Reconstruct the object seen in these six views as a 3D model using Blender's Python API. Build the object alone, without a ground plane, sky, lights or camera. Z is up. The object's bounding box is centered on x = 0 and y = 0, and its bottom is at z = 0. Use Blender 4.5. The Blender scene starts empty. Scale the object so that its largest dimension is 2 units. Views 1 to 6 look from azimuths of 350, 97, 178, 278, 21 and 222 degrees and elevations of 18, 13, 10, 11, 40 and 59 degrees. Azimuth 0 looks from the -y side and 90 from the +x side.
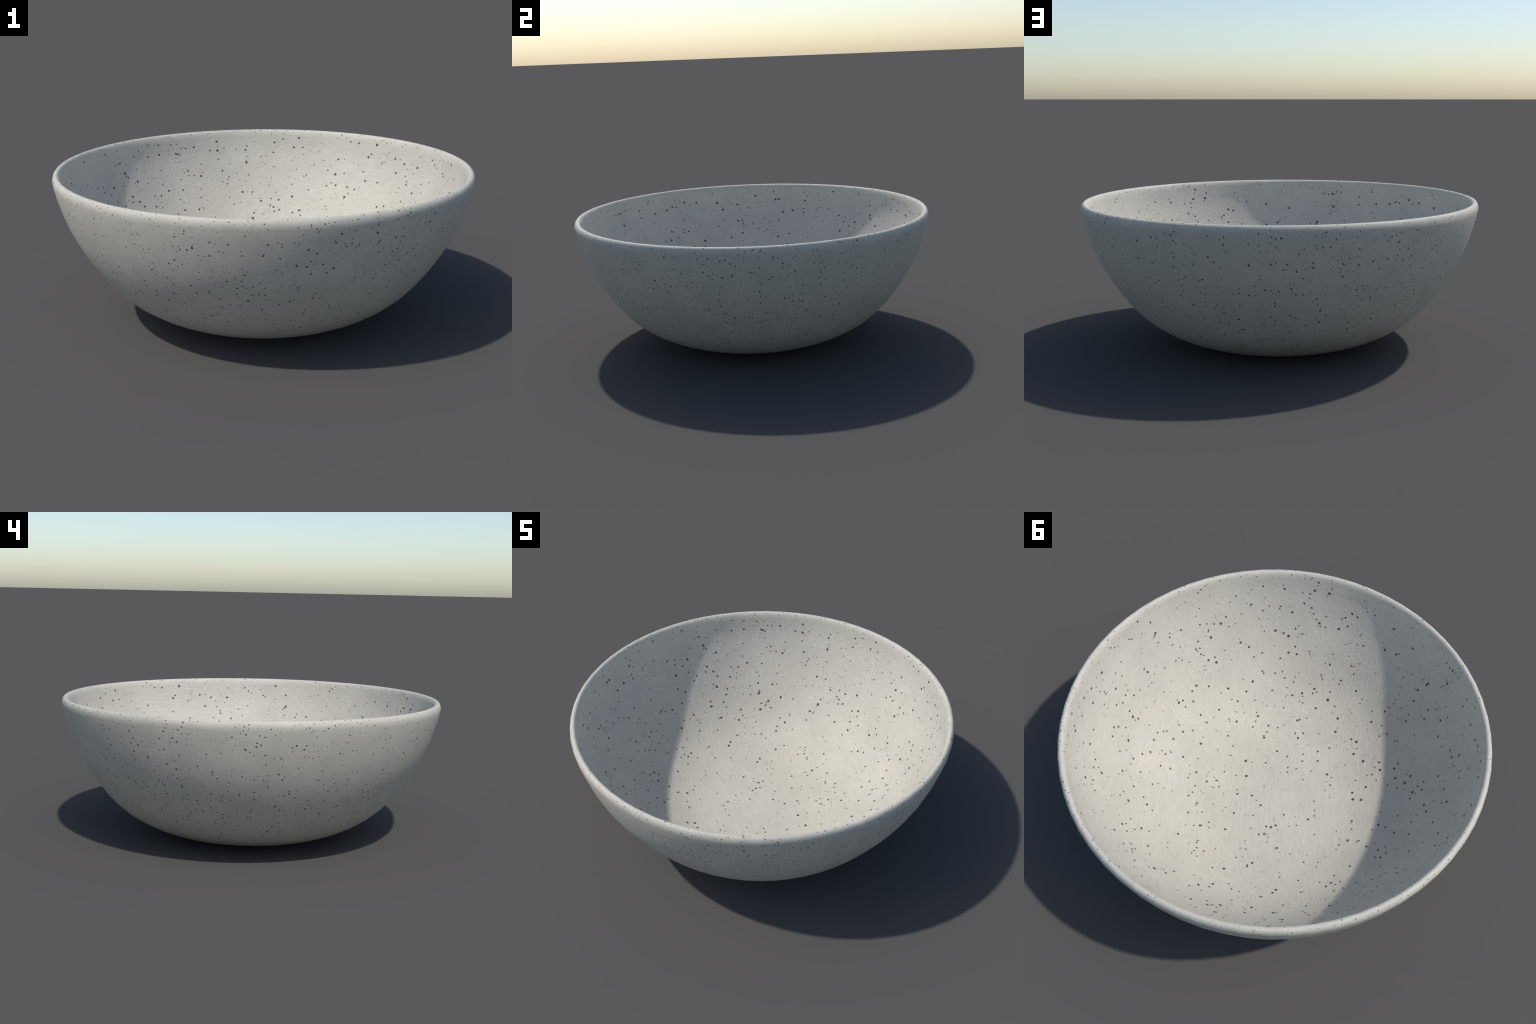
"""Hand-thrown speckled stoneware bowl: one lathe profile, wall / lining / rim / foot."""
import bpy, math
import numpy as np

SEGMENTS = 64                      # facets round the bowl, as on the original
PHASE = 0.42                       # where the first facet corner stands (in facets)
WALL = 0.0288                      # wall thickness
TILT = (-0.0041, -0.0027)          # the bowl stands a hair askew: dz/dx, dz/dy

# ---------------------------------------------------------------- profile
# outer curve of the wall from the flat foot up to the lip: (radius, height)
OUTER = [(0.290, 0.0), (0.364, 0.0072), (0.429, 0.0192), (0.495, 0.0380), (0.5595, 0.0640),
         (0.6225, 0.0970), (0.6825, 0.1372), (0.737, 0.1850), (0.7855, 0.2397),
         (0.8293, 0.2990), (0.8706, 0.3615), (0.909, 0.4276), (0.9418, 0.4978),
         (0.9682, 0.5715), (0.9902, 0.6480), (1.0006, 0.694)]
# rounded lip from the outer wall over the top to the inner wall
LIP = [(1.0022, 0.7080), (1.0008, 0.7196), (0.9972, 0.7292), (0.9915, 0.7358),
       (0.9845, 0.7380), (0.9775, 0.7359), (0.9722, 0.7294), (0.9686, 0.7198), (0.9664, 0.7075)]


def offset_inward(points, d):
    """the inner wall: the outer curve moved by d along its normal"""
    p = np.array(points)
    t = np.gradient(p, axis=0)
    t /= np.linalg.norm(t, axis=1)[:, None]
    n = np.stack([-t[:, 1], t[:, 0]], 1)
    return p + n * d


def catmull(points, sub):
    p = np.array(points, float)
    q = np.vstack([2 * p[0] - p[1], p, 2 * p[-1] - p[-2]])
    out = []
    for i in range(1, len(q) - 2):
        for k in range(sub):
            t = k / sub
            a, b, c, d = q[i - 1], q[i], q[i + 1], q[i + 2]
            out.append(0.5 * ((2 * b) + (c - a) * t + (2 * a - 5 * b + 4 * c - d) * t * t
                              + (3 * b - a - 3 * c + d) * t ** 3))
    out.append(p[-1])
    return np.array(out)


foot = np.array([(0.0, 0.0), (0.10, 0.0), (0.19, 0.0), (0.255, 0.0)])
outer = np.array(OUTER)
lip = catmull(LIP, 1)
inner = offset_inward(OUTER, WALL)[::-1]
inner = inner[inner[:, 0] > 0.40]
inner[0, 0] = min(inner[0, 0], 0.9650)
floor_in = np.array([(0.345, WALL + 0.0052), (0.27, WALL + 0.0018), (0.18, WALL + 0.0003), (0.09, WALL), (0.0, WALL)])

sections = [("foot", foot), ("outer_wall", outer), ("rim", lip), ("inner_wall", np.vstack([inner, floor_in]))]
profile, region = [], []
for name, pts in sections:
    for r, z in pts:
        profile.append((r, z))
        region.append(name)
profile = np.array(profile)

# ---------------------------------------------------------------- one closed lathe surface
ang = (np.arange(SEGMENTS) + PHASE) * 2 * math.pi / SEGMENTS


def stand(x, y, z):
    """lean the whole bowl by the small tilt and bring the rim back over the centre"""
    tx, ty = TILT
    return (x - tx * (z - 0.70), y - ty * (z - 0.70), z + tx * x + ty * y + 0.0013)


verts, rings = [], []
for r, z in profile:
    if r < 1e-6:
        rings.append([len(verts)])
        verts.append(stand(0, 0, z))
    else:
        rings.append(list(range(len(verts), len(verts) + SEGMENTS)))
        verts += [stand(r * math.cos(a), r * math.sin(a), z) for a in ang]

faces, face_part = [], []
for i in range(len(profile) - 1):
    a, b = rings[i], rings[i + 1]
    part = region[i + 1] if region[i] == "foot" and region[i + 1] == "outer_wall" else region[i]
    if region[i] == "outer_wall" and region[i + 1] == "rim":
        part = "rim"
    for k in range(SEGMENTS):
        k2 = (k + 1) % SEGMENTS
        if len(a) == 1:
            f = (a[0], b[k2], b[k])
        elif len(b) == 1:
            f = (a[k], a[k2], b[0])
        else:
            f = (a[k], a[k2], b[k2], b[k])
        faces.append(f)
        face_part.append(part)

whole = bpy.data.meshes.new("lathe")
whole.from_pydata(verts, [], faces)
whole.update()
whole.shade_smooth()
normals = [tuple(v.normal) for v in whole.vertices]


# ---------------------------------------------------------------- glaze
def stoneware(name, density, amount, seed, streak_rot, streak_scale, relief):
    """off-white matt glaze with iron specks; density scales the speckle pattern"""
    m = bpy.data.materials.new(name)
    m.use_nodes = True
    nt = m.node_tree
    N, L = nt.nodes, nt.links
    bsdf = N["Principled BSDF"]
    tc = N.new("ShaderNodeTexCoord")
    obj = tc.outputs["Object"]

    def new(kind, **props):
        n = N.new(kind)
        for k, v in props.items():
            setattr(n, k, v)
        return n

    def put(n, **vals):
        for k, v in vals.items():
            n.inputs[k.replace("_", " ")].default_value = v
        return n

    def math_(op, a, b=None, c=None, clamp=False):
        n = new("ShaderNodeMath", operation=op, use_clamp=clamp)
        for i, x in enumerate((a, b, c)):
            if x is None:
                continue
            if isinstance(x, (int, float)):
                n.inputs[i].default_value = x
            else:
                L.new(x, n.inputs[i])
        return n.outputs[0]

    def mix(fac, a, b):
        n = new("ShaderNodeMix", data_type="RGBA")
        for sock, x in ((n.inputs[0], fac), (n.inputs[6], a), (n.inputs[7], b)):
            if isinstance(x, (int, float, tuple)):
                sock.default_value = x
            else:
                L.new(x, sock)
        return n.outputs[2]

    def shifted(k, rot=(0, 0, 0), scale=(1, 1, 1)):
        mp = new("ShaderNodeMapping", vector_type="TEXTURE")
        mp.inputs["Location"].default_value = (3.1 * k + seed, 1.7 * k - seed, 0.9 * k)
        mp.inputs["Rotation"].default_value = rot
        mp.inputs["Scale"].default_value = scale
        L.new(obj, mp.inputs["Vector"])
        return mp.outputs[0]

    def noise(vec, scale, detail=3.0, rough=0.55):
        n = put(new("ShaderNodeTexNoise"), Scale=scale, Detail=detail, Roughness=rough)
        L.new(vec, n.inputs["Vector"])
        return n.outputs["Fac"]

    # slightly ragged speck outlines: jitter the lookup position
    wob = put(new("ShaderNodeTexNoise"), Scale=150.0 * density, Detail=1.0)
    L.new(obj, wob.inputs["Vector"])
    wsub = new("ShaderNodeVectorMath", operation="SUBTRACT")
    L.new(wob.outputs["Color"], wsub.inputs[0])
    wsub.inputs[1].default_value = (0.5, 0.5, 0.5)
    wmul = new("ShaderNodeVectorMath", operation="SCALE")
    L.new(wsub.outputs[0], wmul.inputs[0])
    wmul.inputs["Scale"].default_value = 0.0075 / density

    def specks(k, cells, radius, keep, soft):
        """dark mask of round specks; each cell has its own radius, some have none"""
        vec = new("ShaderNodeVectorMath", operation="ADD")
        L.new(shifted(k), vec.inputs[0])
        L.new(wmul.outputs[0], vec.inputs[1])
        v = put(new("ShaderNodeTexVoronoi", feature="F1"), Scale=cells * density, Randomness=1.0)
        L.new(vec.outputs[0], v.inputs["Vector"])
        sep = new("ShaderNodeSeparateColor")
        L.new(v.outputs["Color"], sep.inputs[0])
        rnd, sel, tone = sep.outputs[0], sep.outputs[1], sep.outputs[2]
        # radius in cell units, squared random so that big ones are rarer
        rad = math_("MULTIPLY_ADD", math_("MULTIPLY", rnd, rnd), radius * cells * 0.38, radius * cells * 0.62)
        on = math_("LESS_THAN", sel, keep * amount)
        edge = math_("SUBTRACT", rad, v.outputs["Distance"])
        mask = math_("DIVIDE", edge, soft * radius * cells, clamp=True)
        return math_("MULTIPLY", mask, on), tone

    big, tone_big = specks(1, 28.0, 0.0093, 0.68, 0.22)
    mid, tone_mid = specks(2, 33.0, 0.0068, 0.50, 0.38)
    faint, _ = specks(3, 33.0, 0.0062, 0.60, 0.75)

    # cloudy glaze colour
    cloud = noise(shifted(4), 4.2 * density, 4.0, 0.58)
    ramp = new("ShaderNodeValToRGB")
    L.new(cloud, ramp.inputs[0])
    ramp.color_ramp.elements[0].position = 0.30
    ramp.color_ramp.elements[0].color = BASE_COOL
    ramp.color_ramp.elements[1].position = 0.70
    ramp.color_ramp.elements[1].color = BASE_WARM
    blush = noise(shifted(5), 4.6 * density, 2.0, 0.5)
    bl = math_("MULTIPLY", math_("MULTIPLY_ADD", blush, 6.0, -3.9, clamp=True), 0.22)
    base = mix(bl, ramp.outputs[0], BASE_BLUSH)
    # fine fibrous grain in colour
    fibre_vec = shifted(6, streak_rot, streak_scale)
    fibre = noise(fibre_vec, 75.0 * density, 3.0, 0.6)
    pebble = noise(shifted(7), 95.0 * density, 3.0, 0.6)
    grain = math_("ADD", math_("MULTIPLY", fibre, 0.6), math_("MULTIPLY", pebble, 0.4))
    g = math_("MULTIPLY_ADD", math_("SUBTRACT", grain, 0.5), 0.48, 1.0)
    gmul = new("ShaderNodeVectorMath", operation="SCALE")
    L.new(base, gmul.inputs[0])
    L.new(g, gmul.inputs["Scale"])

    speck_col = mix(math_("MULTIPLY", tone_big, 0.8), SPECK_DARK, SPECK_BROWN)
    speck_mid = mix(tone_mid, SPECK_DARK, SPECK_BROWN)
    c = mix(math_("MULTIPLY", faint, 0.30), gmul.outputs[0], SPECK_BROWN)
    c = mix(math_("MULTIPLY", mid, 0.86), c, speck_mid)
    c = mix(math_("MULTIPLY", big, 0.95), c, speck_col)
    L.new(c, bsdf.inputs["Base Color"])
    bsdf.inputs["Roughness"].default_value = 0.62
    bsdf.inputs["Specular IOR Level"].default_value = 0.35

    # brushed relief of the glaze, specks slightly pitted
    lump = noise(shifted(8), 10.0 * density, 2.0, 0.5)
    h = math_("ADD", math_("MULTIPLY", fibre, 1.0), math_("MULTIPLY", pebble, 0.55))
    h = math_("ADD", h, math_("MULTIPLY", lump, 0.9))
    h = math_("SUBTRACT", h, math_("MULTIPLY", big, 0.5))
    bump = put(new("ShaderNodeBump"), Strength=relief, Distance=0.0045 / density)
    L.new(h, bump.inputs["Height"])
    L.new(bump.outputs[0], bsdf.inputs["Normal"])
    return m


BASE_COOL = (0.464, 0.441, 0.377, 1)
BASE_WARM = (0.524, 0.492, 0.417, 1)
BASE_BLUSH = (0.540, 0.460, 0.375, 1)
SPECK_DARK = (0.028, 0.021, 0.021, 1)
SPECK_BROWN = (0.075, 0.048, 0.037, 1)

inside = stoneware("speckled_glaze_inside", 1.04, 0.85, 0.0, (0, 0, math.radians(-52)), (4.2, 1.0, 1.0), 0.50)
outside = stoneware("speckled_glaze_outside", 1.64, 0.96, 5.3, (0, math.radians(-20), math.radians(40)), (5.0, 1.0, 1.0), 0.25)
edge = stoneware("speckled_glaze_rim", 1.95, 0.85, 9.1, (0, math.radians(-20), math.radians(40)), (4.0, 1.0, 1.0), 0.24)
glaze = {"foot": outside, "outer_wall": outside, "rim": edge, "inner_wall": inside}

# ---------------------------------------------------------------- split into named parts, no seams
bowl = bpy.data.objects.new("ceramic_bowl", None)
bpy.context.scene.collection.objects.link(bowl)
bowl["label"] = "round off-white speckled stoneware bowl with thin rounded rim"
bowl["category"] = "bowl"

for part in ("foot", "outer_wall", "rim", "inner_wall"):
    mine = [f for f, p in zip(faces, face_part) if p == part]
    used = sorted({i for f in mine for i in f})
    local = {g: i for i, g in enumerate(used)}
    me = bpy.data.meshes.new(part)
    me.from_pydata([verts[i] for i in used], [], [tuple(local[i] for i in f) for f in mine])
    me.update()
    me.shade_smooth()
    me.normals_split_custom_set_from_vertices([normals[i] for i in used])
    me.materials.append(glaze[part])
    ob = bpy.data.objects.new(part, me)
    bpy.context.scene.collection.objects.link(ob)
    ob.parent = bowl

bpy.data.meshes.remove(whole)
